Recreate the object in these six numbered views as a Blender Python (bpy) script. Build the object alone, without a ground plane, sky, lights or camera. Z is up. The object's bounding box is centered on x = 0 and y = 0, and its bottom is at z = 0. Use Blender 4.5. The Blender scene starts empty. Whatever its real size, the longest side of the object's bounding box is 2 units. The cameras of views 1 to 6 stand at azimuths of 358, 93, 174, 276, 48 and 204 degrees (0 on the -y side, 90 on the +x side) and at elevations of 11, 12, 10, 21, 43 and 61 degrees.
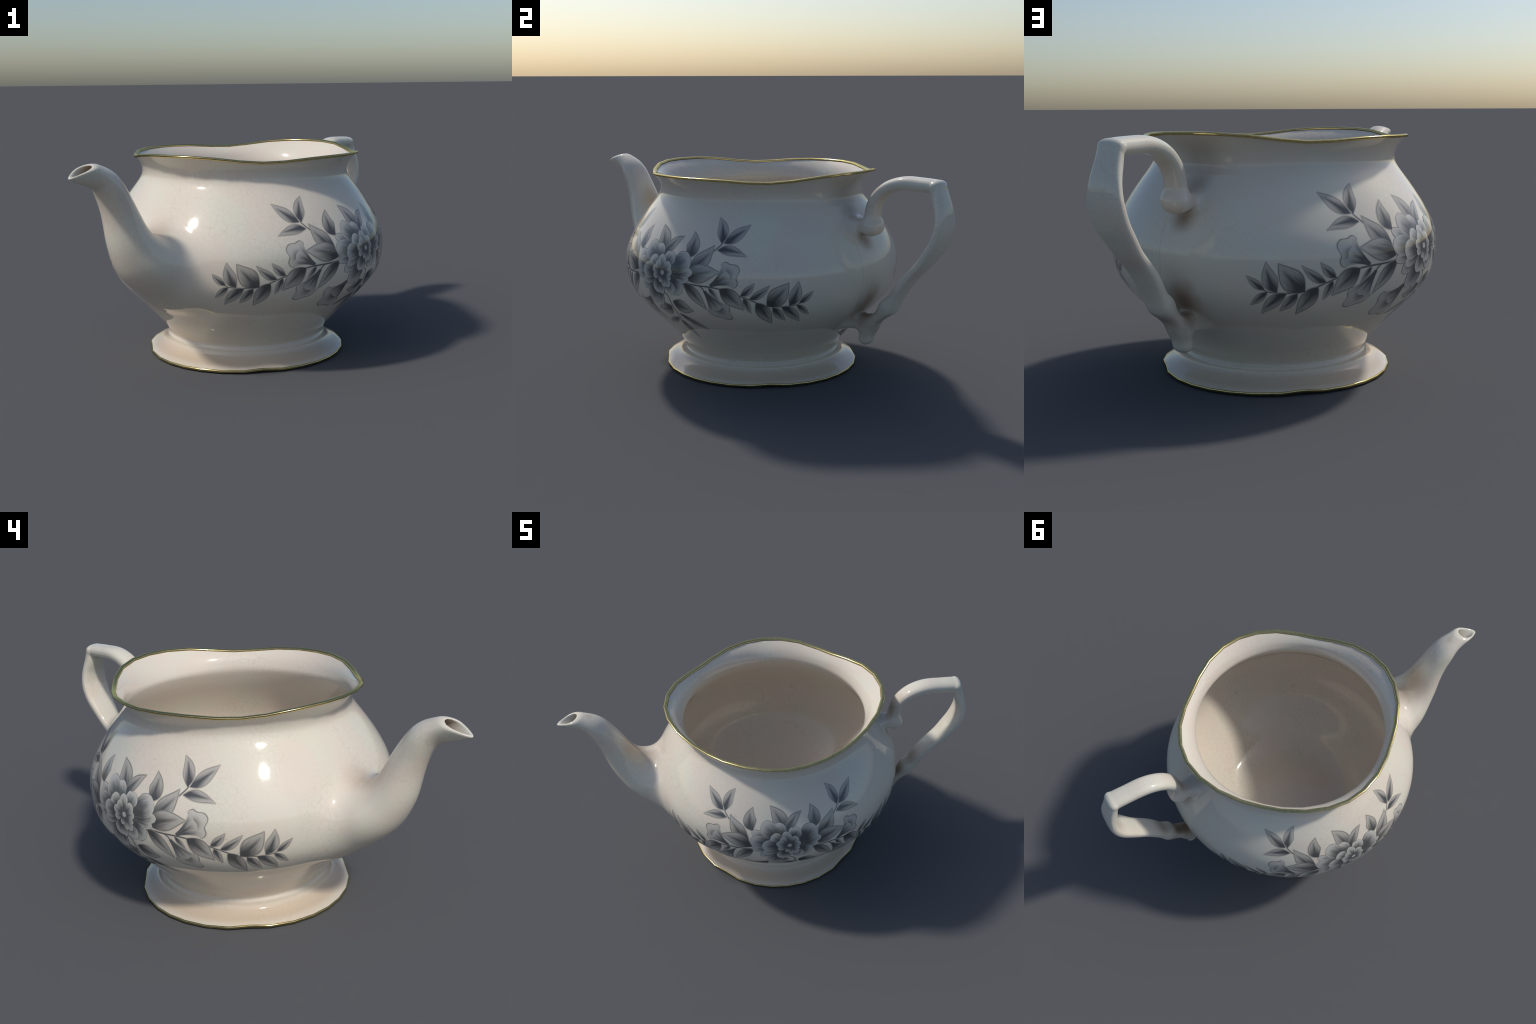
"""Lidless porcelain teapot: bellied body, lobed gilt rim and foot, S-spout, strap
handle, and a printed grey flower spray on both flanks.
Working frame: +x points to the handle, -x to the spout, z up (metres)."""
import bpy, bmesh, math
import numpy as np
from mathutils import Matrix

AXIS_ANGLE = math.radians(53.1)          # direction of the handle in the world
CENTRE = (0.0093, 0.0260)                # body axis in the world
Z_LOW, Z_HIGH = 0.20, 0.94               # belly between foot and neck

# ------------------------------------------------------------------ profiles
def cubic(x, y):
    """natural cubic spline through (x, y)"""
    x, y = np.asarray(x, float), np.asarray(y, float)
    n = len(x); h = np.diff(x)
    A = np.zeros((n, n)); b = np.zeros(n); A[0, 0] = A[-1, -1] = 1
    for i in range(1, n - 1):
        A[i, i - 1], A[i, i], A[i, i + 1] = h[i - 1], 2 * (h[i - 1] + h[i]), h[i]
        b[i] = 3 * ((y[i + 1] - y[i]) / h[i] - (y[i] - y[i - 1]) / h[i - 1])
    c = np.linalg.solve(A, b)
    def f(q):
        q = np.clip(q, x[0], x[-1])
        k = np.clip(np.searchsorted(x, q) - 1, 0, n - 2); d = q - x[k]
        B = (y[k + 1] - y[k]) / h[k] - h[k] * (2 * c[k] + c[k + 1]) / 3
        return y[k] + B * d + c[k] * d * d + (c[k + 1] - c[k]) / (3 * h[k]) * d ** 3
    return f

def hermite(x, y):
    """shape-preserving cubic: never swings past the given points"""
    x, y = np.asarray(x, float), np.asarray(y, float)
    h = np.diff(x); m = np.diff(y) / h; d = np.zeros(len(x))
    same = m[:-1] * m[1:] > 0
    w1, w2 = 2 * h[1:] + h[:-1], h[1:] + 2 * h[:-1]
    d[1:-1][same] = ((w1 + w2) / (w1 / np.where(m[:-1] == 0, 1, m[:-1]) + w2 / np.where(m[1:] == 0, 1, m[1:])))[same]
    d[0], d[-1] = m[0], m[-1]
    def f(q):
        k = np.clip(np.searchsorted(x, q) - 1, 0, len(x) - 2); t = (q - x[k]) / h[k]
        return (y[k] * (1 + 2 * t) * (1 - t) ** 2 + y[k + 1] * t * t * (3 - 2 * t)
                + h[k] * (d[k] * t * (1 - t) ** 2 - d[k + 1] * t * t * (1 - t)))
    return f

def polyspline(pts, n, rule=hermite):
    """n samples of a spline through points of any dimension, by chord length"""
    pts = np.asarray(pts, float)
    s = np.concatenate([[0], np.cumsum(np.sqrt(np.linalg.norm(np.diff(pts[:, :2], axis=0), axis=1)))])
    q = np.linspace(0, s[-1], n)
    return np.stack([rule(s, pts[:, i])(q) for i in range(pts.shape[1])], 1)

BODY_Z = [0.10, 0.16, 0.22, 0.28, 0.36, 0.46, 0.56, 0.66, 0.76, 0.84, 0.90, 0.94, 0.965, 0.985, 1.01, 1.04, 1.07, 1.0907]
BODY_R = [0.4218, 0.4602, 0.5135, 0.5705, 0.6500, 0.7250, 0.7508, 0.7459, 0.7021, 0.6509, 0.6064, 0.5765, 0.5625, 0.5575, 0.5600, 0.5740, 0.6000, 0.6240]
_zt = np.linspace(0.10, 1.0907, 2000)
_rt = cubic(BODY_Z, BODY_R)(_zt)
_st = np.gradient(_rt, _zt)
body_r = lambda z: np.interp(z, _zt, _rt)
body_slope = lambda z: np.interp(z, _zt, _st)

def rim_lobe(th):
    dr = 0.0226 * np.cos(4 * th) - 0.0012 * np.cos(8 * th) + 0.0091 * np.cos(2 * th) + 0.001 * np.cos(12 * th)
    dz = 0.0128 * np.cos(4 * th) - 0.0027 * np.cos(8 * th) + 0.0088 * np.cos(2 * th) + 0.003 * np.cos(th)
    return dr, dz

def foot_lobe(th):
    d = np.mod(th, math.pi / 2) - math.pi / 4          # one notch between each pair of lobes
    return 0.0010 + 0.0035 * np.cos(4 * th) - 0.0105 * np.exp(-(d / 0.115) ** 2) + 0.0026 * np.cos(2 * th) - 0.006 * np.cos(th)

def foot_lift(th):
    d = np.mod(th, math.pi / 2) - math.pi / 4
    return 0.006 * np.exp(-(d / 0.16) ** 2)

# ------------------------------------------------------------------ implicit belly, spout, handle
def smin(a, b, k):
    h = np.maximum(k - np.abs(a - b), 0) / k
    return np.minimum(a, b) - h * h * k * 0.25

def smax(a, b, k):
    return -smin(-a, -b, k)

# spout centre line: x, z, radius, sideways stretch
SPOUT = polyspline([(-0.6179, 0.5276, 0.1796, 1.223), (-0.73, 0.5734, 0.1585, 1.29), (-0.8348, 0.6335, 0.1319, 1.318), (-0.8918, 0.6885, 0.1106, 1.268),
                    (-0.9332, 0.753, 0.0956, 1.218), (-0.9725, 0.8472, 0.0817, 1.168), (-1.018, 0.9431, 0.0709, 1.168), (-1.067, 1.011, 0.0647, 1.161),
                    (-1.124, 1.047, 0.056, 1.132), (-1.198, 1.072, 0.0538, 1.097), (-1.270, 1.092, 0.0462, 1.046), (-1.335, 1.101, 0.0440, 0.9963)], 60, cubic)
BORE_WALL = 0.0175
# handle strap: x, z, half thickness, half width
ARCH = polyspline([(0.742, 0.8450, 0.0500, 0.0610), (0.7412, 0.8580, 0.0480, 0.0590), (0.7395, 0.8780, 0.0405, 0.0540), (0.7400, 0.9020, 0.0355, 0.0508), (0.7479, 0.9449, 0.0346, 0.0502), (0.7742, 0.9945, 0.0337, 0.0515),
                    (0.8184, 1.036, 0.0335, 0.0531), (0.8731, 1.063, 0.0334, 0.0538), (0.9359, 1.075, 0.0345, 0.0540), (1.001, 1.0745, 0.0345, 0.0530), (1.058, 1.0735, 0.0335, 0.0535), (1.102, 1.0710, 0.0320, 0.0545)], 40, cubic)
STRAP = polyspline([(1.1060, 1.0730, 0.0270, 0.0560), (1.1140, 1.0450, 0.0280, 0.0570), (1.124, 1.009, 0.0292, 0.061), (1.141, 0.9579, 0.0275, 0.0699), (1.148, 0.9023, 0.0273, 0.0784),
                    (1.141, 0.8507, 0.0293, 0.0825), (1.116, 0.7892, 0.0298, 0.081), (1.081, 0.7377, 0.0293, 0.0759), (1.035, 0.6772, 0.0273, 0.0677), (0.9874, 0.6282, 0.0274, 0.0634),
                    (0.9233, 0.5489, 0.0298, 0.0595), (0.8822, 0.4836, 0.0336, 0.0554), (0.8481, 0.4403, 0.0444, 0.056), (0.8107, 0.3971, 0.0302, 0.0489), (0.7618, 0.3526, 0.0326, 0.0468),
                    (0.7306, 0.3057, 0.0376, 0.0429), (0.7169, 0.2556, 0.0365, 0.0401)], 60, cubic)
UPPER_STUB = np.array([(0.735, 0.846, 0.042, 0.055), (0.68, 0.842, 0.036, 0.053), (0.60, 0.842, 0.036, 0.056)])
LOWER_STUB = np.array([(0.735, 0.335, 0.045, 0.040), (0.66, 0.338, 0.043, 0.048), (0.56, 0.34, 0.056, 0.078)])

def along(x, z, path):
    """smooth nearest-point search on an in-plane path: yields (mask, in-plane distance, radii)"""
    T = np.gradient(path[:, :2], axis=0); T /= np.linalg.norm(T, axis=1, keepdims=True)
    last = len(path) - 2
    fb = (x - path[0, 0]) * T[0, 0] + (z - path[0, 1]) * T[0, 1]
    for i in range(last + 1):
        fa = fb
        fb = (x - path[i + 1, 0]) * T[i + 1, 0] + (z - path[i + 1, 1]) * T[i + 1, 1]
        m = ((fa >= 0) | (i == 0)) & ((fb < 0) | (i == last))
        if not m.any(): continue
        A, B = fa[m], fb[m]
        t = np.clip(np.where(A - B > 1e-9, A / np.maximum(A - B, 1e-9), 0.5), 0, 1)
        if i == 0: t = np.where(A < 0, 0, t)
        if i == last: t = np.where(B > 0, 1, t)
        c = path[i] + t[:, None] * (path[i + 1] - path[i])
        yield m, np.hypot(x[m] - c[:, 0], z[m] - c[:, 1]), c[:, 2:]

def tube(x, y, z, path, grow=0.0):
    d = np.full(x.shape, 9.0)
    for m, e, r in along(x, z, path):
        d[m] = np.minimum(d[m], np.hypot(e, y[m] / r[:, 1]) - (r[:, 0] + grow))
    return d

def strap(x, y, z, path, n=2.9):
    d = np.full(x.shape, 9.0); ya = np.abs(y)
    for m, e, r in along(x, z, path):
        a, w, yy = r[:, 0], r[:, 1], ya[m]
        g = ((e / a) ** n + (yy / w) ** n) ** (1 / n)
        q = (g - 1) * np.where(g > 1e-6, np.sqrt(e * e + yy * yy) / np.maximum(g, 1e-6), a)
        d[m] = np.minimum(d[m], np.where(g < 0.3, -np.minimum(a, w) * 0.7, q))
    return d

def d_body(x, y, z):
    s = body_slope(z)
    return (np.hypot(x, y) - body_r(z)) / np.sqrt(1 + s * s)

def d_spout(x, y, z):
    return tube(x, y, z, SPOUT)

def d_handle(x, y, z):
    d = smin(strap(x, y, z, ARCH, 2.4), strap(x, y, z, STRAP, 2.8), 0.010)
    d = smin(d, strap(x, y, z, UPPER_STUB), 0.025)
    return smin(d, strap(x, y, z, LOWER_STUB), 0.030)

def field(x, y, z):
    f = d_body(x, y, z)
    m = (x < -0.45) & (np.abs(y) < 0.45)
    if m.any():
        X, Y, Z = x[m], y[m], z[m]
        # the pouring lip is pinched to a keel below, so its mouth is a pointed teardrop
        ramp = np.clip((-1.06 - X) / 0.16, 0, 1)
        below = np.clip((np.interp(X, SPOUT[::-1, 0], SPOUT[::-1, 1]) + 0.030 - Z) / 0.07, 0, 1.2)
        Y = Y * (1 + 0.70 * ramp * ramp * (3 - 2 * ramp) * below ** 1.6)
        g = smin(f[m], d_spout(X, Y, Z), 0.085)
        cut = -0.361 * (X + 1.145) + 0.933 * (Z - 1.107)
        g = np.where(X < -0.95, smax(g, cut, 0.016), g)
        bore = np.where(X < -0.85, tube(X, Y, Z, SPOUT[32:], -BORE_WALL), 1.0)
        f[m] = smax(g, -bore, 0.010)
    m = (x > 0.5) & (np.abs(y) < 0.2)
    if m.any():
        f[m] = smin(f[m], d_handle(x[m], y[m], z[m]), 0.034)
    return f

def gradient(P):
    e = 4e-4; g = np.empty_like(P)
    for i in range(3):
        a, b = P.copy(), P.copy(); a[:, i] += e; b[:, i] -= e
        g[:, i] = field(*a.T) - field(*b.T)
    return g / (2 * e)

def surface_nets(lo, hi, h):
    ax = [np.arange(l, u + h, h) for l, u in zip(lo, hi)]
    F = np.empty([len(a) for a in ax], np.float32)
    Y, Z = np.meshgrid(ax[1], ax[2], indexing="ij")
    for i, x in enumerate(ax[0]):
        F[i] = field(np.full(Y.size, x), Y.ravel(), Z.ravel()).reshape(Y.shape)
    S = F < 0
    n = [k - 1 for k in F.shape]
    cnt = np.zeros(n, np.int8)
    corners = [(i, j, k) for i in (0, 1) for j in (0, 1) for k in (0, 1)]
    for i, j, k in corners:
        cnt += S[i:i + n[0], j:j + n[1], k:k + n[2]]
    act = np.argwhere((cnt > 0) & (cnt < 8))
    index = np.full(n, -1, np.int32); index[tuple(act.T)] = np.arange(len(act))
    pos = np.zeros((len(act), 3)); num = np.zeros(len(act))
    for a in corners:
        for d in range(3):
            if a[d]: continue
            b = list(a); b[d] = 1
            fa = F[tuple((act + a).T)]; fb = F[tuple((act + b).T)]
            m = (fa < 0) != (fb < 0)
            t = fa[m] / (fa[m] - fb[m])
            p = np.tile(np.array(a, float), (m.sum(), 1)); p[:, d] += t
            pos[m] += p; num[m] += 1
    V = (act + pos / num[:, None]) * h + np.array([a[0] for a in ax])
    quads = []
    for d in range(3):
        u, v = (d + 1) % 3, (d + 2) % 3
        sl0 = [slice(None)] * 3; sl1 = [slice(None)] * 3
        sl0[d], sl1[d] = slice(0, -1), slice(1, None)
        E = np.argwhere(S[tuple(sl0)] != S[tuple(sl1)])
        E = E[(E[:, u] > 0) & (E[:, v] > 0) & (E[:, u] < n[u]) & (E[:, v] < n[v])]
        inside = S[tuple(E.T)]
        q = []
        for du, dv in ((0, 0), (1, 0), (1, 1), (0, 1)):
            c = E.copy(); c[:, u] -= du; c[:, v] -= dv
            q.append(index[tuple(c.T)])
        q = np.stack(q, 1); q[~inside] = q[~inside][:, ::-1]
        quads.append(q)
    return V, np.concatenate(quads)

# ------------------------------------------------------------------ scene helpers
root = bpy.data.objects.new("teapot", None)
bpy.context.scene.collection.objects.link(root)
root.location = (*CENTRE, 0); root.rotation_euler = (0, 0, AXIS_ANGLE)
root["label"] = "white porcelain teapot without lid, gold rim, grey printed flowers"
root["category"] = "teapot"

def add(name, V, faces, normals, mats, parent=root, matrix=None, face_mats=None):
    me = bpy.data.meshes.new(name)
    me.from_pydata([tuple(v) for v in V], [], [tuple(int(i) for i in f) for f in faces])
    for m in mats: me.materials.append(m)
    if face_mats is not None: me.polygons.foreach_set("material_index", np.asarray(face_mats, np.int32))
    me.polygons.foreach_set("use_smooth", np.ones(len(me.polygons), bool))
    me.update()
    if normals is not None: me.normals_split_custom_set_from_vertices([tuple(n) for n in normals])
    ob = bpy.data.objects.new(name, me)
    bpy.context.scene.collection.objects.link(ob)
    ob.parent = parent
    if matrix is not None: ob.matrix_basis = matrix
    return ob

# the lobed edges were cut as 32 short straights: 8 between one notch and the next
FACETS = np.radians([45 + 90 * q + a for q in range(4) for a in (0, 10.5, 23, 34.5, 45, 55.5, 67, 79.5)])
PER_FACET = 9

def revolve(name, rows, mat, closed=False, flip=False, facet=None):
    """rows(th) -> (r, z) arrays of shape (k, seg); normals from the smooth parametric surface;
    facet(r, z) weighs how far each row follows the straight facets"""
    nxt = np.append(FACETS[1:], FACETS[0] + 2 * math.pi)
    sub = np.arange(PER_FACET) / PER_FACET
    th = (FACETS[:, None] + (nxt - FACETS)[:, None] * sub).ravel()
    seg = len(th)
    r, z = rows(th)
    k = len(r)
    P = np.stack([r * np.cos(th), r * np.sin(th), z + 0 * r], -1)
    dt = (np.roll(P, -1, 1) - np.roll(P, 1, 1))
    ds = np.roll(P, -1, 0) - np.roll(P, 1, 0) if closed else np.gradient(P, axis=0)
    N = np.cross(dt, ds)
    bad = np.linalg.norm(N, axis=-1) < 1e-9
    N[bad] = (0, 0, 1 if not flip else -1)
    N /= np.linalg.norm(N, axis=-1, keepdims=True)
    if flip: N = np.where(bad[..., None], (0, 0, 1.0), -N)
    if facet is not None:
        A = P[:, ::PER_FACET]; B = np.roll(A, -1, 1)
        chord = (A[:, :, None] + (B - A)[:, :, None] * sub[:, None]).reshape(P.shape)
        P = P + (chord - P) * facet(r, z + 0 * r)[..., None]
    i, j = np.meshgrid(np.arange(k if closed else k - 1), np.arange(seg), indexing="ij")
    a, b = i * seg + j, i * seg + (j + 1) % seg
    c, d = ((i + 1) % k) * seg + (j + 1) % seg, ((i + 1) % k) * seg + j
    q = np.stack([a, b, c, d], -1).reshape(-1, 4)
    if flip: q = q[:, ::-1]
    return add(name, P.reshape(-1, 3), q, N.reshape(-1, 3), [mat])

# ------------------------------------------------------------------ materials
class Nodes:
    def __init__(self, name):
        self.m = bpy.data.materials.new(name); self.m.use_nodes = True
        self.t = self.m.node_tree; self.b = self.t.nodes["Principled BSDF"]
    def node(self, kind, **kw):
        n = self.t.nodes.new(kind)
        for k, v in kw.items(): setattr(n, k, v)
        return n
    def link(self, a, b): self.t.links.new(a, b)
    def put(self, sock, v):
        if hasattr(v, "is_linked") or isinstance(v, bpy.types.NodeSocket): self.link(v, sock)
        else: sock.default_value = v
    def math(self, op, a, b=0.0, c=0.0, clamp=False):
        n = self.node("ShaderNodeMath", operation=op, use_clamp=clamp)
        for s, v in zip(n.inputs, (a, b, c)): self.put(s, v)
        return n.outputs[0]
    def mix(self, f, a, b, mode="MIX"):
        n = self.node("ShaderNodeMix", data_type="RGBA", blend_type=mode)
        for s, v in ((n.inputs[0], f), (n.inputs[6], a), (n.inputs[7], b)):
            self.put(s, (*v, 1) if isinstance(v, tuple) and len(v) == 3 else v)
        return n.outputs[2]
    def ramp(self, f, *stops, interp="EASE"):
        n = self.node("ShaderNodeValToRGB"); cr = n.color_ramp; cr.interpolation = interp
        while len(cr.elements) < len(stops): cr.elements.new(0.5)
        for e, (p, c) in zip(cr.elements, stops):
            e.position = p; e.color = (*c, 1) if isinstance(c, tuple) else (c, c, c, 1)
        self.link(f, n.inputs[0]); return n.outputs[0]
    def smooth(self, v, lo, hi):
        n = self.node("ShaderNodeMapRange", interpolation_type="SMOOTHSTEP")
        self.put(n.inputs[0], v); n.inputs[1].default_value = lo; n.inputs[2].default_value = hi
        return n.outputs[0]
    def noise(self, vec, scale, detail=2.0, rough=0.5, out=0):
        n = self.node("ShaderNodeTexNoise"); self.link(vec, n.inputs["Vector"])
        n.inputs["Scale"].default_value = scale; n.inputs["Detail"].default_value = detail; n.inputs["Roughness"].default_value = rough
        return n.outputs[out]

WHITE = (0.70, 0.640, 0.540)
GLAZE_ROUGH = 0.06

def glaze(nd):
    nd.b.inputs["Roughness"].default_value = GLAZE_ROUGH
    nd.b.inputs["IOR"].default_value = 1.5

def porcelain(name, tone=WHITE, crackle=1.0, brown_patches=(), patch_colour=(0.26, 0.165, 0.095), low_tint=False, seam=False):
    nd = Nodes(name); glaze(nd)
    co = nd.node("ShaderNodeTexCoord").outputs["Object"]
    # faint pink / green mottling of the glaze
    tint = nd.noise(co, 5.0, 3.0)
    col = nd.mix(nd.smooth(tint, 0.40, 0.62), (tone[0] * 1.0, tone[1] * 0.97, tone[2] * 0.965), (tone[0] * 0.975, tone[1] * 1.005, tone[2] * 0.99))
    # soft stains, each a soft ball round a point
    sep = nd.node("ShaderNodeSeparateXYZ"); nd.link(co, sep.inputs[0])
    for (p, radius, strength, stretch) in brown_patches:
        v = nd.node("ShaderNodeVectorMath", operation="SUBTRACT"); nd.link(co, v.inputs[0]); v.inputs[1].default_value = p
        s = nd.node("ShaderNodeVectorMath", operation="MULTIPLY"); nd.link(v.outputs[0], s.inputs[0]); s.inputs[1].default_value = stretch
        l = nd.node("ShaderNodeVectorMath", operation="LENGTH"); nd.link(s.outputs[0], l.inputs[0])
        wob = nd.math("MULTIPLY_ADD", nd.noise(co, 14.0), 0.35 * radius, l.outputs["Value"])
        k = nd.math("MULTIPLY", nd.smooth(wob, radius * 1.15, radius * 0.2), strength)
        col = nd.mix(k, col, patch_colour)
    if seam:       # hairline running down the belly beside the handle
        k = nd.math("MULTIPLY_ADD", sep.outputs["X"], 0.1157, nd.math("MULTIPLY_ADD", nd.noise(co, 7.0, 3.0), 0.030, sep.outputs["Y"]))
        k = nd.smooth(nd.math("ABSOLUTE", nd.math("SUBTRACT", k, 0.015)), 0.0045, 0.001)
        k = nd.math("MULTIPLY", k, nd.math("MULTIPLY", nd.smooth(sep.outputs["Z"], 0.48, 0.56), nd.smooth(sep.outputs["Z"], 0.82, 0.74)))
        k = nd.math("MULTIPLY", nd.math("MULTIPLY", k, nd.smooth(sep.outputs["X"], 0.5, 0.52)), nd.smooth(sep.outputs["X"], 0.80, 0.76))
        col = nd.mix(nd.math("MULTIPLY", k, 0.20), col, (0.25, 0.2, 0.15))
    if low_tint:   # tan tint on the foot and under the rim
        k = nd.math("MULTIPLY", nd.smooth(sep.outputs["Z"], 0.24, 0.06), 0.55)
        col = nd.mix(k, col, (0.60, 0.50, 0.385))
        rad = nd.math("SQRT", nd.math("ADD", nd.math("POWER", sep.outputs["X"], 2.0), nd.math("POWER", sep.outputs["Y"], 2.0)))
        k = nd.math("MULTIPLY", nd.smooth(rad, 0.430, 0.455), nd.smooth(rad, 0.535, 0.495))
        k = nd.math("MULTIPLY", k, nd.math("MULTIPLY", nd.smooth(sep.outputs["Z"], 0.09, 0.06), 0.75))
        col = nd.mix(k, col, (0.56, 0.44, 0.32))
        k = nd.math("MULTIPLY", nd.smooth(sep.outputs["Z"], 0.93, 1.03), 0.25)
        col = nd.mix(k, col, (0.68, 0.61, 0.53))
    # crackle: irregular cells with broken, patchy lines
    warp = nd.node("ShaderNodeVectorMath", operation="MULTIPLY_ADD")
    nd.link(nd.noise(co, 9.0, 2.0, out=1), warp.inputs[0]); warp.inputs[1].default_value = (0.03,) * 3; nd.link(co, warp.inputs[2])
    patch = nd.smooth(nd.noise(co, 3.1, 2.0), 0.36, 0.60)
    lines = None
    for scale, wid in ((30.0, 0.034), (46.0, 0.036)):
        vo = nd.node("ShaderNodeTexVoronoi", feature="DISTANCE_TO_EDGE"); nd.link(warp.outputs[0], vo.inputs["Vector"])
        vo.inputs["Scale"].default_value = scale
        k = nd.smooth(vo.outputs["Distance"], wid, 0.006)
        if scale > 40: k = nd.math("MULTIPLY", k, nd.smooth(nd.noise(co, 4.7, 1.0), 0.50, 0.64))
        lines = k if lines is None else nd.math("MAXIMUM", lines, k)
    k = nd.math("MULTIPLY", nd.math("MULTIPLY", lines, patch), 0.17 * crackle)
    col = nd.mix(k, col, (0.28, 0.24, 0.185))
    nd.link(col, nd.b.inputs["Base Color"])
    bump = nd.node("ShaderNodeBump"); bump.inputs["Strength"].default_value = 0.08; bump.inputs["Distance"].default_value = 0.0022
    h = nd.math("MULTIPLY_ADD", lines, -0.06, nd.noise(co, 24.0, 2.0))
    nd.link(h, bump.inputs["Height"]); nd.link(bump.outputs[0], nd.b.inputs["Normal"])
    return nd.m

def gold():
    nd = Nodes("worn_gilding")
    co = nd.node("ShaderNodeTexCoord").outputs["Object"]
    n = nd.noise(co, 60.0, 3.0)
    nd.link(nd.mix(nd.smooth(n, 0.35, 0.65), (0.58, 0.465, 0.20), (0.67, 0.545, 0.25)), nd.b.inputs["Base Color"])
    nd.b.inputs["Metallic"].default_value = 1.0
    nd.b.inputs["Specular Tint"].default_value = (0.80, 0.75, 0.55, 1)
    nd.b.inputs["Roughness"].default_value = 0.16
    return nd.m

EVEN = (1, 1, 1)
BROWN_PATCHES = [((0.67, 0, 0.42), 0.17, 0.85, (0.6, 1.3, 0.8)), ((0.62, 0, 0.93), 0.11, 0.55, EVEN), ((0.70, 0, 0.77), 0.085, 0.7, EVEN),      # behind the handle
          ((0.70, 0, 0.95), 0.09, 0.75, EVEN), ((0.73, 0, 0.37), 0.085, 0.95, EVEN), ((0.775, 0, 0.43), 0.065, 0.85, EVEN), ((0.86, 0, 0.54), 0.10, 0.55, EVEN),
          ((-0.84, 0, 0.84), 0.17, 0.60, EVEN), ((-0.74, 0, 0.72), 0.15, 0.35, EVEN), ((-1.10, 0, 1.07), 0.05, 0.8, (1, 1.2, 1.2)),     # spout crook and bore
          ((-0.92, 0, 0.50), 0.27, 0.17, EVEN), ((-1.08, 0, 0.92), 0.20, 0.15, EVEN)]
MAT_BODY = MAT_SPOUT = MAT_HANDLE = porcelain("crackled_porcelain", brown_patches=BROWN_PATCHES, seam=True)
MAT_BORE = porcelain("stained_spout_bore", brown_patches=[((-1.09, 0, 1.02), 0.155, 0.97, EVEN)], patch_colour=(0.17, 0.095, 0.045))
MAT_NECK = porcelain("neck_porcelain", brown_patches=[((0.60, 0, 1.02), 0.22, 0.5, (1, 1, 1))], low_tint=True)
MAT_FOOT = porcelain("foot_porcelain", low_tint=True, crackle=1.2)
MAT_INSIDE = porcelain("inner_porcelain", tone=(0.69, 0.622, 0.525), crackle=1.5, brown_patches=[((0, 0, 0.10), 0.7, 0.16, (1, 1, 1))], patch_colour=(0.36, 0.27, 0.22))
MAT_GOLD = gold()

# ------------------------------------------------------------------ belly + spout + handle as one surface
V, Q = surface_nets((-1.32, -0.78, 0.17), (1.20, 0.78, 1.13), 0.0062)
bm = bmesh.new()
tmp = bpy.data.meshes.new("tmp")
for it in range(3):                        # pull every vertex onto the exact surface
    g = gradient(V); f = field(*V.T)
    V = V - np.clip(f / np.maximum((g * g).sum(1), 0.05), -0.006, 0.006)[:, None] * g
tmp.from_pydata(V.tolist(), [], Q.tolist())
bm.from_mesh(tmp); bpy.data.meshes.remove(tmp)
for z, nz in ((Z_HIGH, 1), (Z_LOW, -1)):   # trim to the belly, leaving handle and spout whole
    def in_body(fa):
        c = fa.calc_center_median()
        return math.hypot(c.x, c.y) < (0.64 if nz > 0 else 0.60) and (c.z - z) * nz > -0.05
    fs = [fa for fa in bm.faces if in_body(fa)]
    geom = set(fs)
    for fa in fs: geom.update(fa.verts); geom.update(fa.edges)
    bmesh.ops.bisect_plane(bm, geom=list(geom), dist=1e-6, plane_co=(0, 0, z), plane_no=(0, 0, nz), clear_outer=True)
bmesh.ops.delete(bm, geom=[v for v in bm.verts if not v.link_faces], context="VERTS")
bm.verts.index_update()
V = np.array([v.co[:] for v in bm.verts]); F = [[v.index for v in fa.verts] for fa in bm.faces]
bm.free()
ring = (np.hypot(V[:, 0], V[:, 1]) < 0.66) & ((np.abs(V[:, 2] - Z_HIGH) < 2e-5) | (np.abs(V[:, 2] - Z_LOW) < 2e-5))
V[ring, :2] *= (body_r(V[ring, 2]) / np.hypot(V[ring, 0], V[ring, 1]))[:, None]
N = gradient(V); N /= np.linalg.norm(N, axis=1, keepdims=True)
C = np.array([V[f].mean(0) for f in F])
db, ds, dh = d_body(*C.T), d_spout(*C.T), d_handle(*C.T)
kind = np.where((C[:, 0] < -0.5) & ((ds < db) | (C[:, 0] < -0.85)), 1, np.where((C[:, 0] > 0.5) & (dh < db), 2, 0))
for k, (name, mat) in enumerate((("body", MAT_BODY), ("spout", MAT_SPOUT), ("handle", MAT_HANDLE))):
    sel = [F[i] for i in np.flatnonzero(kind == k)]
    used = np.unique(np.concatenate([np.array(f) for f in sel]))
    remap = np.full(len(V), -1); remap[used] = np.arange(len(used))
    inner = np.zeros(len(sel), int)
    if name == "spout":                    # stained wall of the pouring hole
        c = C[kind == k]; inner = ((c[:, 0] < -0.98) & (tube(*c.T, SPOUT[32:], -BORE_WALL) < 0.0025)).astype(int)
    add(name, V[used], [remap[f] for f in sel], N[used], [mat, MAT_BORE], face_mats=inner)

# ------------------------------------------------------------------ neck, rim, lining, foot
RIM_SHIFT = 0.0063
def shifted(th, r, w):
    """rim circle sits a little towards the handle"""
    return r + w * RIM_SHIFT * np.cos(th)

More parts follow.
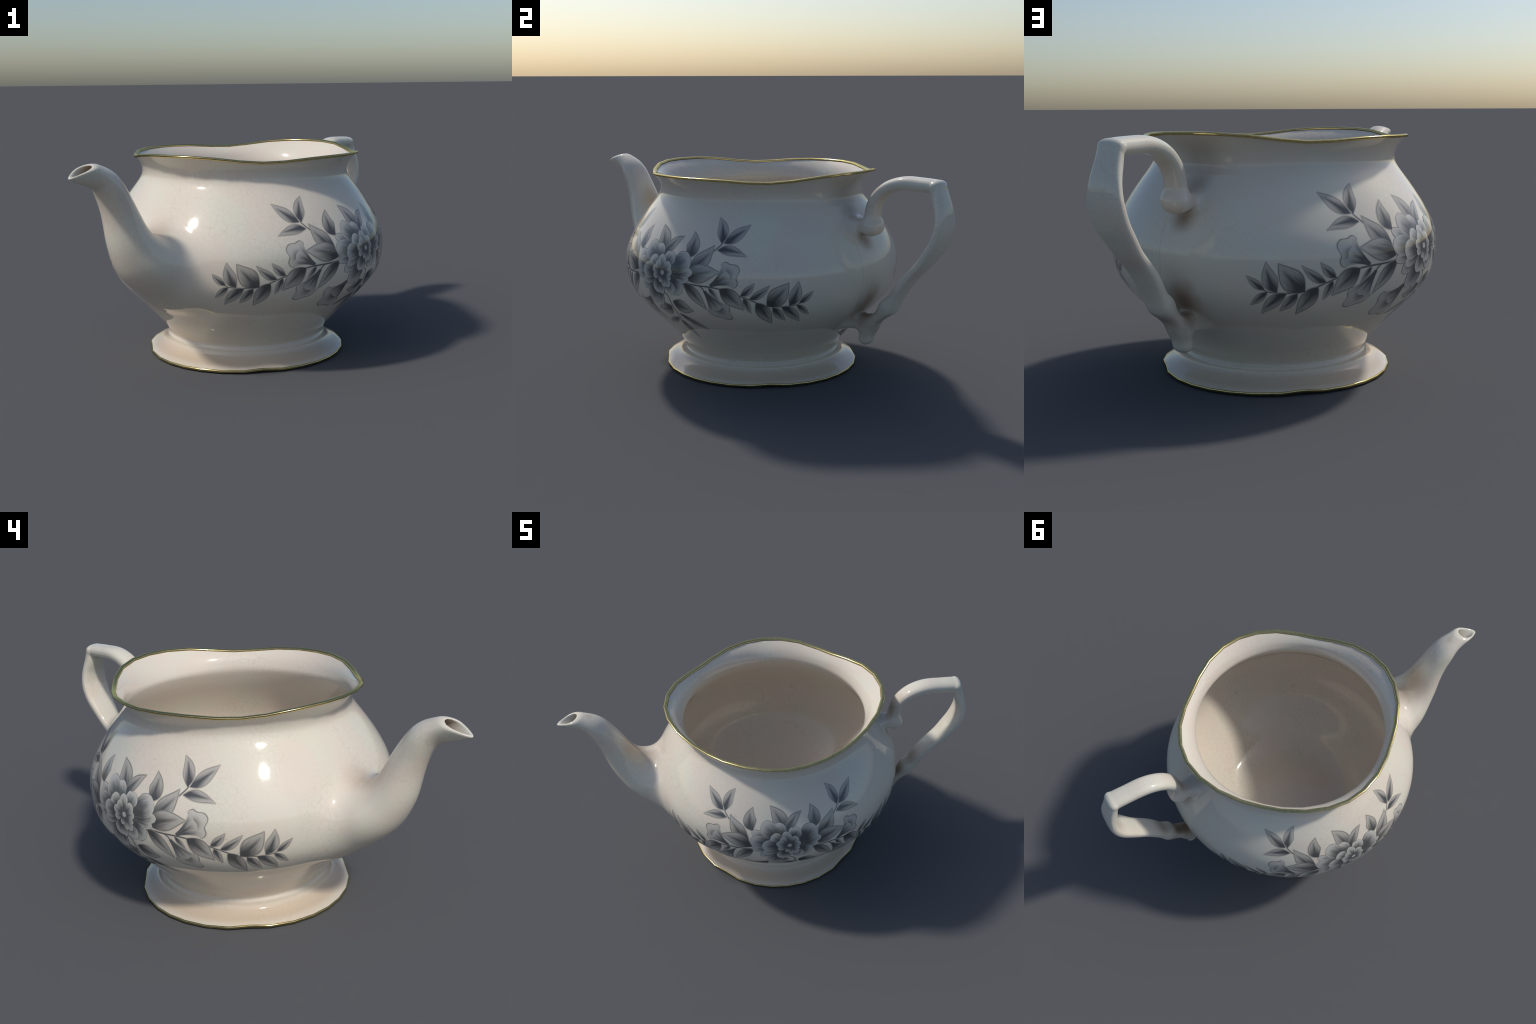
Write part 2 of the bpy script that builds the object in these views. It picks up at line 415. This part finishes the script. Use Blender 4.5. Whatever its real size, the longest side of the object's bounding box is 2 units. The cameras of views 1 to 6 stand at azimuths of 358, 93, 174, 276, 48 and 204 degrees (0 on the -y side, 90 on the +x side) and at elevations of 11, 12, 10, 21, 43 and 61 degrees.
def neck_rows(th):
    t = np.linspace(0, 1, 36)[:, None]
    z0 = Z_HIGH + (1.0907 - 0.009 - Z_HIGH) * t
    dr, dz = rim_lobe(th)
    return shifted(th, body_r(z0) + dr * t ** 2.2, t ** 2), z0 + dz * t ** 1.5
revolve("neck", neck_rows, MAT_NECK, facet=lambda r, z: np.clip((z - 1.0) / 0.07, 0, 1))

def loop_rows(pts, radius, height, lobe, n=40):
    p = polyspline(pts + [pts[0]], n + 1)[:-1]
    def rows(th):
        dr, dz = lobe(th)
        return radius + p[:, :1] + dr, height + p[:, 1:2] + dz + 0 * dr
    return rows
rim_section = [(-0.0050, -0.0100), (-0.0002, -0.0060), (0.0010, -0.0010), (-0.0030, 0.0028), (-0.0095, 0.0038), (-0.0170, 0.0020), (-0.0215, -0.0035), (-0.0195, -0.0085), (-0.0120, -0.0110)]
def rim_shape(th):
    dr, dz = rim_lobe(th); return shifted(th, dr, 1.0), dz
revolve("gold_rim", loop_rows(rim_section, 0.624, 1.0907, rim_shape), MAT_GOLD, flip=False, closed=True, facet=lambda r, z: 1.0 + 0 * r)

LINING = [(0.6025, 1.0815), (0.585, 1.066), (0.562, 1.038), (0.5475, 1.005), (0.5435, 0.982), (0.5500, 0.957), (0.578, 0.905), (0.622, 0.84), (0.672, 0.76), (0.714, 0.66), (0.720, 0.56),
          (0.695, 0.46), (0.622, 0.36), (0.535, 0.28), (0.455, 0.215), (0.385, 0.165), (0.30, 0.143), (0.16, 0.140), (0.0005, 0.140)]
def lining_rows(th):
    p = polyspline(LINING, 150, cubic)
    r, z = p[:, :1], p[:, 1:2]
    w = np.clip((z - 0.97) / (1.0835 - 0.97), 0, 1)
    dr, dz = rim_lobe(th)
    return shifted(th, r + dr * w ** 1.5, w), z + dz * w ** 1.5
revolve("lining", lining_rows, MAT_INSIDE, flip=False, facet=lambda r, z: np.clip((z - 1.0) / 0.07, 0, 1))

FOOT_TOP = [(float(body_r(z)), z) for z in np.linspace(0.20, 0.128, 7)] + [(0.4325, 0.1165), (0.4312, 0.1085), (0.4345, 0.1015), (0.4385, 0.0940), (0.4398, 0.0850),
            (0.4425, 0.0730), (0.4530, 0.0570), (0.4750, 0.0425), (0.5050, 0.0315), (0.5260, 0.0240), (0.5400, 0.0180)]
FOOT_UNDER = [(0.5385, 0.0050), (0.520, 0.0025), (0.490, 0.001), (0.465, 0.0), (0.445, 0.003), (0.425, 0.020), (0.40, 0.045), (0.34, 0.060), (0.20, 0.065), (0.0005, 0.066)]
def foot_rows(pts, n):
    def rows(th):
        p = polyspline(pts, n, cubic if pts is FOOT_TOP else hermite); r, z = p[:, :1], p[:, 1:2]
        w = np.clip((r - 0.43) / 0.11, 0, 1) ** 1.3 * np.clip((0.088 - z) / 0.02, 0, 1)
        return r + foot_lobe(th) * w, z + foot_lift(th) * w
    return rows
flange = lambda r, z: np.clip((r - 0.44) / 0.06, 0, 1) * np.clip((0.088 - z) / 0.02, 0, 1)
revolve("foot", foot_rows(FOOT_TOP, 70), MAT_FOOT, flip=True, facet=flange)
revolve("foot_underside", foot_rows(FOOT_UNDER, 40), MAT_FOOT, flip=True, facet=flange)
foot_section = [(-0.0050, 0.0188), (-0.0012, 0.0172), (0.0006, 0.0130), (0.0004, 0.0080), (-0.0025, 0.0042), (-0.0080, 0.0035), (-0.0100, 0.0100), (-0.0090, 0.0160)]
revolve("gold_foot_line", loop_rows(foot_section, 0.5431, 0.0, lambda th: (foot_lobe(th), foot_lift(th))), MAT_GOLD, closed=True, facet=lambda r, z: 1.0 + 0 * r)

# ------------------------------------------------------------------ printed flower spray
DEG = 0.0131                                # metres on the flank for one degree round the body
def on_body(u, z, off):
    """print coordinates (degrees from the flower's flank, height) -> point and normal"""
    a = np.radians(np.asarray(u, float) - 90.0); z = np.asarray(z, float)
    r, s = body_r(z), body_slope(z)
    n = np.stack([np.cos(a), np.sin(a), -s], -1); n /= np.linalg.norm(n, axis=-1, keepdims=True)
    return np.stack([r * np.cos(a), r * np.sin(a), z], -1) + n * off, n

def print_mat(name, dark, light, tip, reach=(0.0, 0.6), rib=0.5, streak=0.25, spread=0.55):
    """ink fading from a dark base along the midrib to a pale tip; Generated x runs base to tip"""
    nd = Nodes(name); glaze(nd)
    tc = nd.node("ShaderNodeTexCoord"); sp = nd.node("ShaderNodeSeparateXYZ"); nd.link(tc.outputs["Generated"], sp.inputs[0])
    x = sp.outputs["X"]; y = nd.math("ABSOLUTE", nd.math("SUBTRACT", sp.outputs["Y"], 0.5))
    mp = nd.node("ShaderNodeMapping"); nd.link(tc.outputs["Generated"], mp.inputs[0]); mp.inputs["Scale"].default_value = (1.6, 9.0, 1)
    st = nd.noise(mp.outputs[0], 2.0, 2.0)
    along = nd.math("MULTIPLY_ADD", st, streak, nd.math("SUBTRACT", x, streak * 0.5))
    base = nd.smooth(nd.math("MULTIPLY_ADD", y, spread, along), *reach)
    col = nd.mix(base, dark, light)
    k = nd.math("MULTIPLY", nd.smooth(y, 0.13, 0.0), nd.math("MULTIPLY", nd.smooth(x, 0.95, 0.45), rib))
    col = nd.mix(k, col, dark)
    col = nd.mix(nd.smooth(x, 0.70, 1.0), col, tip)
    nd.link(col, nd.b.inputs["Base Color"])
    return nd.m

def flat_mat(name, c):
    nd = Nodes(name); glaze(nd); nd.b.inputs["Base Color"].default_value = (*c, 1); return nd.m

INK, MID = (0.075, 0.076, 0.074), (0.42, 0.395, 0.35)
LEAF_MAT = print_mat("printed_leaf_ink", INK, MID, (0.455, 0.425, 0.375), rib=0.7, reach=(0.22, 0.86), spread=0.6, streak=0.36)
SMALL_LEAF_MAT = print_mat("printed_small_leaf_ink", (0.075, 0.077, 0.08), (0.41, 0.385, 0.345), (0.48, 0.45, 0.40), rib=0.8, reach=(0.30, 0.95), spread=1.25)
PETAL_MAT = print_mat("printed_petal_ink", (0.085, 0.087, 0.086), (0.45, 0.43, 0.39), (0.52, 0.495, 0.445), rib=0.5, reach=(0.46, 1.0), spread=0.35, streak=0.35)
INNER_MAT = print_mat("printed_inner_petal_ink", (0.075, 0.077, 0.08), (0.41, 0.395, 0.36), (0.50, 0.475, 0.425), rib=0.4, reach=(0.28, 0.92), spread=0.35, streak=0.3)
BELL_MAT = print_mat("printed_bell_ink", (0.085, 0.087, 0.09), (0.38, 0.36, 0.325), (0.48, 0.45, 0.40), rib=0.5, reach=(0.3, 1.0), spread=0.4, streak=0.4)
def mouth_mat():
    """pale ruffled mouth, shaded deep in its throat (Generated y = 0 at the lip, 1 at the ruffle)"""
    nd = Nodes("printed_bell_mouth_ink"); glaze(nd)
    tc = nd.node("ShaderNodeTexCoord"); sp = nd.node("ShaderNodeSeparateXYZ"); nd.link(tc.outputs["Generated"], sp.inputs[0])
    dx = nd.math("MULTIPLY", nd.math("SUBTRACT", sp.outputs["X"], 0.45), 2.0)
    r = nd.math("SQRT", nd.math("ADD", nd.math("MULTIPLY", dx, dx), nd.math("MULTIPLY", sp.outputs["Y"], sp.outputs["Y"])))
    nd.link(nd.mix(nd.smooth(r, 0.15, 0.72), (0.13, 0.125, 0.115), (0.52, 0.485, 0.43)), nd.b.inputs["Base Color"])
    return nd.m
BELL_BACK = mouth_mat()
LINE_MAT = flat_mat("printed_outline_ink", (0.20, 0.185, 0.165))
THIN_LINE = flat_mat("printed_small_leaf_outline_ink", (0.27, 0.25, 0.22))
SOFT_MAT = flat_mat("printed_outline_blur", (0.50, 0.455, 0.38))
RIM_MAT = print_mat("printed_petal_rim_ink", (0.13, 0.13, 0.125), (0.50, 0.475, 0.425), (0.53, 0.505, 0.455), rib=0.0, reach=(0.34, 0.80), spread=0.0, streak=0.05)
EDGE_MAT = flat_mat("printed_petal_outline_ink", (0.19, 0.18, 0.165))
STEM_MAT = flat_mat("printed_stem_ink", (0.11, 0.108, 0.105))
DOT_MAT = flat_mat("printed_flower_eye_ink", (0.48, 0.46, 0.415))

LEVEL = 0.0001                              # thickness of one printed layer
def patch(name, rows, fill, spray, line=LINE_MAT, blur=SOFT_MAT, lw=0.0036, bw=0.0034, level=1):
    """rows: list of (left, right) edge points in flat print metres, base to tip.
    Builds a thin printed patch hugging the belly with a drawn outline and a soft edge."""
    L = np.array([r[0] for r in rows]); R = np.array([r[1] for r in rows])
    n = len(L); mid = (L + R) / 2
    cols, half = [], np.linalg.norm(L - R, axis=1, keepdims=True) / 2
    dirn = (L - R) / np.maximum(half * 2, 1e-9)
    dirn[half[:, 0] < 1e-6] = 0
    inner = np.maximum(half - lw, half * 0.45)
    for k in (half + bw, half, *(inner * q for q in np.linspace(1, -1, 11)), -half, -half - bw):
        cols.append(mid + dirn * k)
    G = np.stack(cols, 1)                                       # n x 11 x 2
    off = 0.0005 + LEVEL * level
    fall = np.array([0.0, 0.9] + [1.0] * 11 + [0.9, 0.0])
    P, Nn = on_body(G[..., 0] / DEG, G[..., 1], 0.0)
    P = P + Nn * (off * (0.55 + 0.45 * fall))[None, :, None]
    o, nz = on_body(mid[:, 0].mean() / DEG, mid[:, 1].mean(), 0.0)
    d = P[-1, 7] - P[0, 7]; d = d - nz * d.dot(nz); d /= np.linalg.norm(d)
    M = np.stack([d, np.cross(nz, d), nz], 1)
    Vl = (P - o).reshape(-1, 3) @ M; Nl = Nn.reshape(-1, 3) @ M
    faces, mats = [], []
    for i in range(n - 1):
        for j in range(14):
            a, b, c, e = i * 15 + j, i * 15 + j + 1, (i + 1) * 15 + j + 1, (i + 1) * 15 + j
            fn = np.cross(Vl[b] - Vl[a], Vl[e] - Vl[a]) + np.cross(Vl[e] - Vl[c], Vl[b] - Vl[c])
            faces.append((a, b, c, e) if fn[2] > 0 else (a, e, c, b))
            mats.append({0: 2, 13: 2, 1: 1, 12: 1}.get(j, 0))
    mat4 = Matrix(((*M[0], o[0]), (*M[1], o[1]), (*M[2], o[2]), (0, 0, 0, 1)))
    return add(name, Vl, faces, Nl, [fill, line, blur], parent=spray, matrix=mat4, face_mats=mats)

def flat(p):
    return np.array([p[0] * DEG, p[1]])

def leaf(base, tip, e1, e2, spray, fill=LEAF_MAT, mirror=False, shift=-0.5, belly=0.42, **kw):
    pts = [np.array(p, float) for p in (base, tip, e1, e2)]
    for p in pts:
        p[0] += shift
        if mirror: p[0] = -6.5 - p[0]
    b, t, a, c = map(flat, pts)
    ax = t - b; ln = np.linalg.norm(ax); ax /= ln; side = np.array([-ax[1], ax[0]])
    da, dc = (a - b) @ side, (c - b) @ side
    bend, wid = (da + dc) / 2, abs(da - dc) / 2 * 1.05
    rows = []
    for s in np.linspace(0, 1, 17):
        w = wid * math.sin(math.pi * s ** (math.log(0.5) / math.log(belly))) ** 1.1
        m = b + ax * ln * s + side * bend * math.sin(math.pi * s ** 0.9)
        tl = math.cos(math.pi * s) * bend * math.pi / ln
        nrm = side - ax * tl; nrm /= np.linalg.norm(nrm)
        w = max(w, 0.0004)
        rows.append((m + nrm * w, m - nrm * w))
    return patch("leaf", rows, fill, spray, **kw)

def petal(tip, width, spray, fill=PETAL_MAT, start=0.0, name="petal", curl=0.0, **kw):
    c = flat(FLOWER); t = flat(tip); ax = t - c; ln = np.linalg.norm(ax); ax /= ln; side = np.array([-ax[1], ax[0]])
    rows = []
    for s in np.linspace(start, 1, 19):
        w = width * min(1, s / 0.70) ** 0.85 * math.sqrt(max(0, 1 - max(0, (s - 0.66) / 0.34) ** 2.2))
        m = c + ax * ln * s + side * curl * (s - s * s)
        w = max(w, 0.0004)
        rows.append((m + side * w, m - side * w))
    return patch(name, rows, fill, spray, **kw)

def bell(calyx, p, q, bulges, spray, mirror=False, shift=-0.5):
    pts = [np.array(k, float) for k in (calyx, p, q, *bulges)]
    for k in pts:
        k[0] += shift
        if mirror: k[0] = -6.5 - k[0]
    pts = [flat(k) for k in pts]
    c, p, q = pts[:3]
    w = pts[4] - p; e = q - p
    if e[0] * w[1] - e[1] * w[0] < 0:          # keep the ruffle on the left of p -> q
        p, q = q, p; pts = [c, p, q] + pts[:2:-1]
    edge = np.array([p, *pts[3:], q])
    out = polyspline(edge, 25, cubic)
    tt = np.linspace(0, 1, 25)
    centre = edge.mean(0)
    out = out + (out - centre) * (0.0 * tt)[:, None] * np.sin(math.pi * tt)[:, None]
    # ruffled back of the mouth, drawn from corner to corner
    lip = p + (q - p) * tt[:, None]
    rows = [(out[i], lip[i] + (c - lip[i]) * 0.10 * math.sin(math.pi * tt[i])) for i in range(25)]
    patch("bell_flower_mouth", rows, BELL_BACK, spray, bw=0.003, level=2)
    # trumpet: three scalloped lobes growing from the calyx
    cuts = [0.0, 0.30, 0.68, 1.0]
    ax = (p + q) / 2 - c; ln = np.linalg.norm(ax)
    for lev, k in enumerate((0, 2, 1)):
        a, b = cuts[k] - 0.03, cuts[k + 1] + 0.03
        rows = []
        for s in np.linspace(0, 1, 17):
            f = s ** 2.3
            ends = []
            for w in (a, b):
                mouth = p + (q - p) * w
                throat = c + (q - p) * (w - 0.5) * 0.09
                bow = throat + (mouth - throat) * (s * 1.17)
                straight = c + ax * s * 1.17 + (q - p) * (w - 0.5) * (0.09 + 0.91 * f)
                ends.append(0.25 * bow + 0.75 * straight)
            mid = (ends[0] + ends[1]) / 2
            rnd = math.sqrt(max(0.0, 1 - max(0, (s - 0.80) / 0.20) ** 2.4))
            rows.append((mid + (ends[0] - mid) * max(rnd, 0.02), mid + (ends[1] - mid) * max(rnd, 0.02)))
        patch("bell_flower", rows, BELL_MAT, spray, line=RIM_MAT, blur=EDGE_MAT, bw=0.0016, lw=0.0032, level=3 + lev)

def stem_rows(pts, w0, w1, mirror):
    pts = np.array(pts, float); pts[:, 0] -= 0.5
    if mirror: pts[:, 0] = -6.5 - pts[:, 0]
    pts[:, 0] *= DEG
    s = polyspline(pts, 40); d = np.gradient(s, axis=0); d /= np.linalg.norm(d, axis=1, keepdims=True)
    nrm = np.stack([-d[:, 1], d[:, 0]], 1)
    w = np.linspace(w0, w1, 40)[:, None]
    return [(a, b) for a, b in zip(s + nrm * w, s - nrm * w)]

FLOWER = (-0.5, 0.627)
spray = bpy.data.objects.new("printed_flower_spray", None)
bpy.context.scene.collection.objects.link(spray); spray.parent = root

BIG, SMALL = LEAF_MAT, SMALL_LEAF_MAT
VINE = [(10.0, 0.594), (15.1, 0.587), (20.8, 0.584), (25.1, 0.578), (33.0, 0.546), (36.3, 0.529), (42.1, 0.500), (45.5, 0.490), (51.8, 0.493), (54.4, 0.498), (55.9, 0.507)]
SPRIG = [(20.2, 0.732), (21.8, 0.751), (24.5, 0.782), (25.3, 0.793)]
HANGER = [(16.6, 0.588), (18.2, 0.577), (19.2, 0.562)]
# base, tip and the two widest edge points of each leaf; all of these stand on both sides of the flower
FLANK_LEAVES = [
    (BIG, (10.6, .715), (11.2, .834), (15.2, .773), (9.4, .761)), (BIG, (12.2, .655), (22.0, .781), (16.0, .741), (20.4, .687)), (BIG, (10.8, .612), (25.6, .659), (17.5, .690), (19.4, .607)),
    (BIG, (10.2, .592), (19.4, .459), (18.0, .536), (14.9, .492)),
    (SMALL, (24.7, .789), (21.5, .904), (22.0, .839), (26.4, .858)), (SMALL, (25.6, .790), (36.6, .876), (29.4, .847), (31.9, .806)), (SMALL, (23.4, .758), (35.5, .733), (28.9, .780), (28.6, .738)),
    (SMALL, (21.0, .581), (24.9, .515), (23.6, .555), (22.2, .540)), (BIG, (25.2, .578), (34.3, .470), (31.4, .566), (27.1, .512)),
    (SMALL, (33.2, .547), (38.5, .613), (35.0, .586), (36.8, .560)), (SMALL, (36.3, .529), (44.2, .603), (39.8, .574), (41.0, .541)), (SMALL, (34.4, .537), (37.0, .455), (36.5, .510), (34.7, .480)),
    (BIG, (38.9, .514), (45.3, .391), (44.2, .475), (39.8, .440)), (BIG, (43.0, .495), (51.3, .614), (44.4, .572), (50.2, .522)), (SMALL, (51.6, .494), (54.8, .620), (51.6, .555), (56.4, .558)),
    (SMALL, (55.3, .505), (60.8, .565), (57.2, .543), (59.6, .528)), (SMALL, (45.2, .489), (50.7, .408), (48.9, .463), (46.2, .440)), (SMALL, (48.6, .490), (56.8, .397), (54.0, .473), (51.4, .436)), (SMALL, (54.4, .498), (60.1, .437), (57.5, .484), (56.4, .458))]
# leaves of the lower stem and the two that stand up behind the flower
LOWER_LEAVES = [(BIG, (3.9, .484), (13.1, .444), (8.3, .497), (8.4, .419)), (BIG, (2.1, .455), (-7.0, .422), (-1.3, .397), (-2.4, .461)), (SMALL, (4.4, .413), (15.8, .328), (10.2, .386), (8.6, .354)),
                (SMALL, (2.4, .383), (-8.7, .329), (-2.7, .370), (-3.2, .338)), (SMALL, (2.6, .370), (4.9, .243), (5.2, .317), (1.6, .292))]
TOP_LEAVES = [(BIG, (-0.9, .705), (6.7, .809), (0.2, .781), (5.4, .777)), (BIG, (-1.2, .705), (-8.4, .846), (-1.4, .806), (-7.4, .770))]

for mirror in (False, True):
    for pts, a, b in ((VINE, 0.0032, 0.0016), (SPRIG, 0.0026, 0.0018), (HANGER, 0.0022, 0.0026)):
        patch("stem", stem_rows(pts, a, b, mirror), STEM_MAT, spray, line=STEM_MAT, bw=0.0028, lw=0.0010, level=0)
    for m, b, t, e1, e2 in FLANK_LEAVES[3:]: leaf(b, t, e1, e2, spray, m, mirror, **({"lw": 0.0030, "line": THIN_LINE} if m is SMALL else {}))
    for lev, (m, b, t, e1, e2) in enumerate(FLANK_LEAVES[:3]): leaf(b, t, e1, e2, spray, m, mirror, level=3 + lev)
    bell((21.6, .589), (25.8, .699), (30.4, .583), [(27.6, .709), (29.2, .699), (31.6, .696), (33.0, .668), (31.8, .635), (32.3, .612), (31.5, .590)], spray, mirror)
    bell((19.2, .562), (28.1, .503), (19.5, .453), [(28.9, .478), (28.6, .456), (29.5, .425), (27.6, .411), (24.6, .421), (22.0, .427)], spray, mirror)
patch("stem", stem_rows([(-3.3, .531), (0.2, .522), (1.8, .509), (2.7, .460), (3.3, .394), (2.6, .366)], 0.0028, 0.0018, False), STEM_MAT, spray, line=STEM_MAT, bw=0.0028, lw=0.001, level=0)
for m, b, t, e1, e2 in LOWER_LEAVES: leaf(b, t, e1, e2, spray, m)
bell((-9.9, .476), (-19.6, .465), (-8.6, .364), [(-20.9, .435), (-20.0, .403), (-21.0, .375), (-19.4, .350), (-15.6, .346), (-12.0, .335)], spray)
for lev, (m, b, t, e1, e2) in enumerate(TOP_LEAVES[::-1]): leaf(b, t, e1, e2, spray, m, level=2 + lev)

OUTER = [((-17.2, .711), .026), ((-6.3, .758), .040), ((-12.6, .759), .047), ((-17.0, .590), .026), ((-18.0, .654), .044), ((-13.4, .533), .030), ((-4.2, .447), .026), ((-9.2, .457), .044),
         ((12.2, .609), .025), ((9.0, .543), .047), ((13.8, .648), .027), ((12.2, .714), .052)]
MIDDLE = [((0.8, .733), .016), ((3.6, .730), .036), ((-12.3, .563), .026), ((-8.6, .688), .038), ((-12.6, .622), .043), ((-1.6, .513), .019), ((-4.9, .520), .034), ((4.6, .526), .033)]
INNER = [((-0.3, .702), .012), ((-2.4, .714), .023), ((3.1, .679), .024), ((4.4, .637), .018), ((3.9, .598), .012), ((3.0, .559), .021), ((0.3, .553), .014), ((-2.0, .575), .013), ((-5.6, .601), .017), ((-6.3, .644), .020), ((-4.3, .679), .021)]
for lev, (t, w) in enumerate(OUTER): petal(t, w, spray, level=6 + lev, fill=PETAL_MAT, start=0.25, line=RIM_MAT, blur=EDGE_MAT, bw=0.0026, lw=0.0055)
for lev, (t, w) in enumerate(MIDDLE): petal(t, w, spray, level=18 + lev, fill=PETAL_MAT, start=0.15, line=RIM_MAT, blur=EDGE_MAT, bw=0.0020, lw=0.0055)
for lev, (t, w) in enumerate(INNER): petal(t, w, spray, level=26 + lev, fill=INNER_MAT, start=0.02, line=RIM_MAT, blur=EDGE_MAT, bw=0.0014, lw=0.0042)
for rr, m, lev in ((0.026, STEM_MAT, 37), (0.0125, DOT_MAT, 38)):
    c = flat(FLOWER); rows = []
    for s in np.linspace(-0.999, 0.999, 15):
        w = rr * math.sqrt(1 - s * s); rows.append((c + np.array([s * rr, w]), c + np.array([s * rr, -w])))
    patch("flower_eye", rows, m, spray, line=m, blur=m, bw=0.0015, lw=0.0015, level=lev)

other = spray.copy(); bpy.context.scene.collection.objects.link(other)
other.parent = root; other.rotation_euler = (0, 0, math.pi)
for ob in list(spray.children):
    cp = ob.copy(); bpy.context.scene.collection.objects.link(cp)
    cp.parent = other; cp.matrix_basis = ob.matrix_basis.copy()
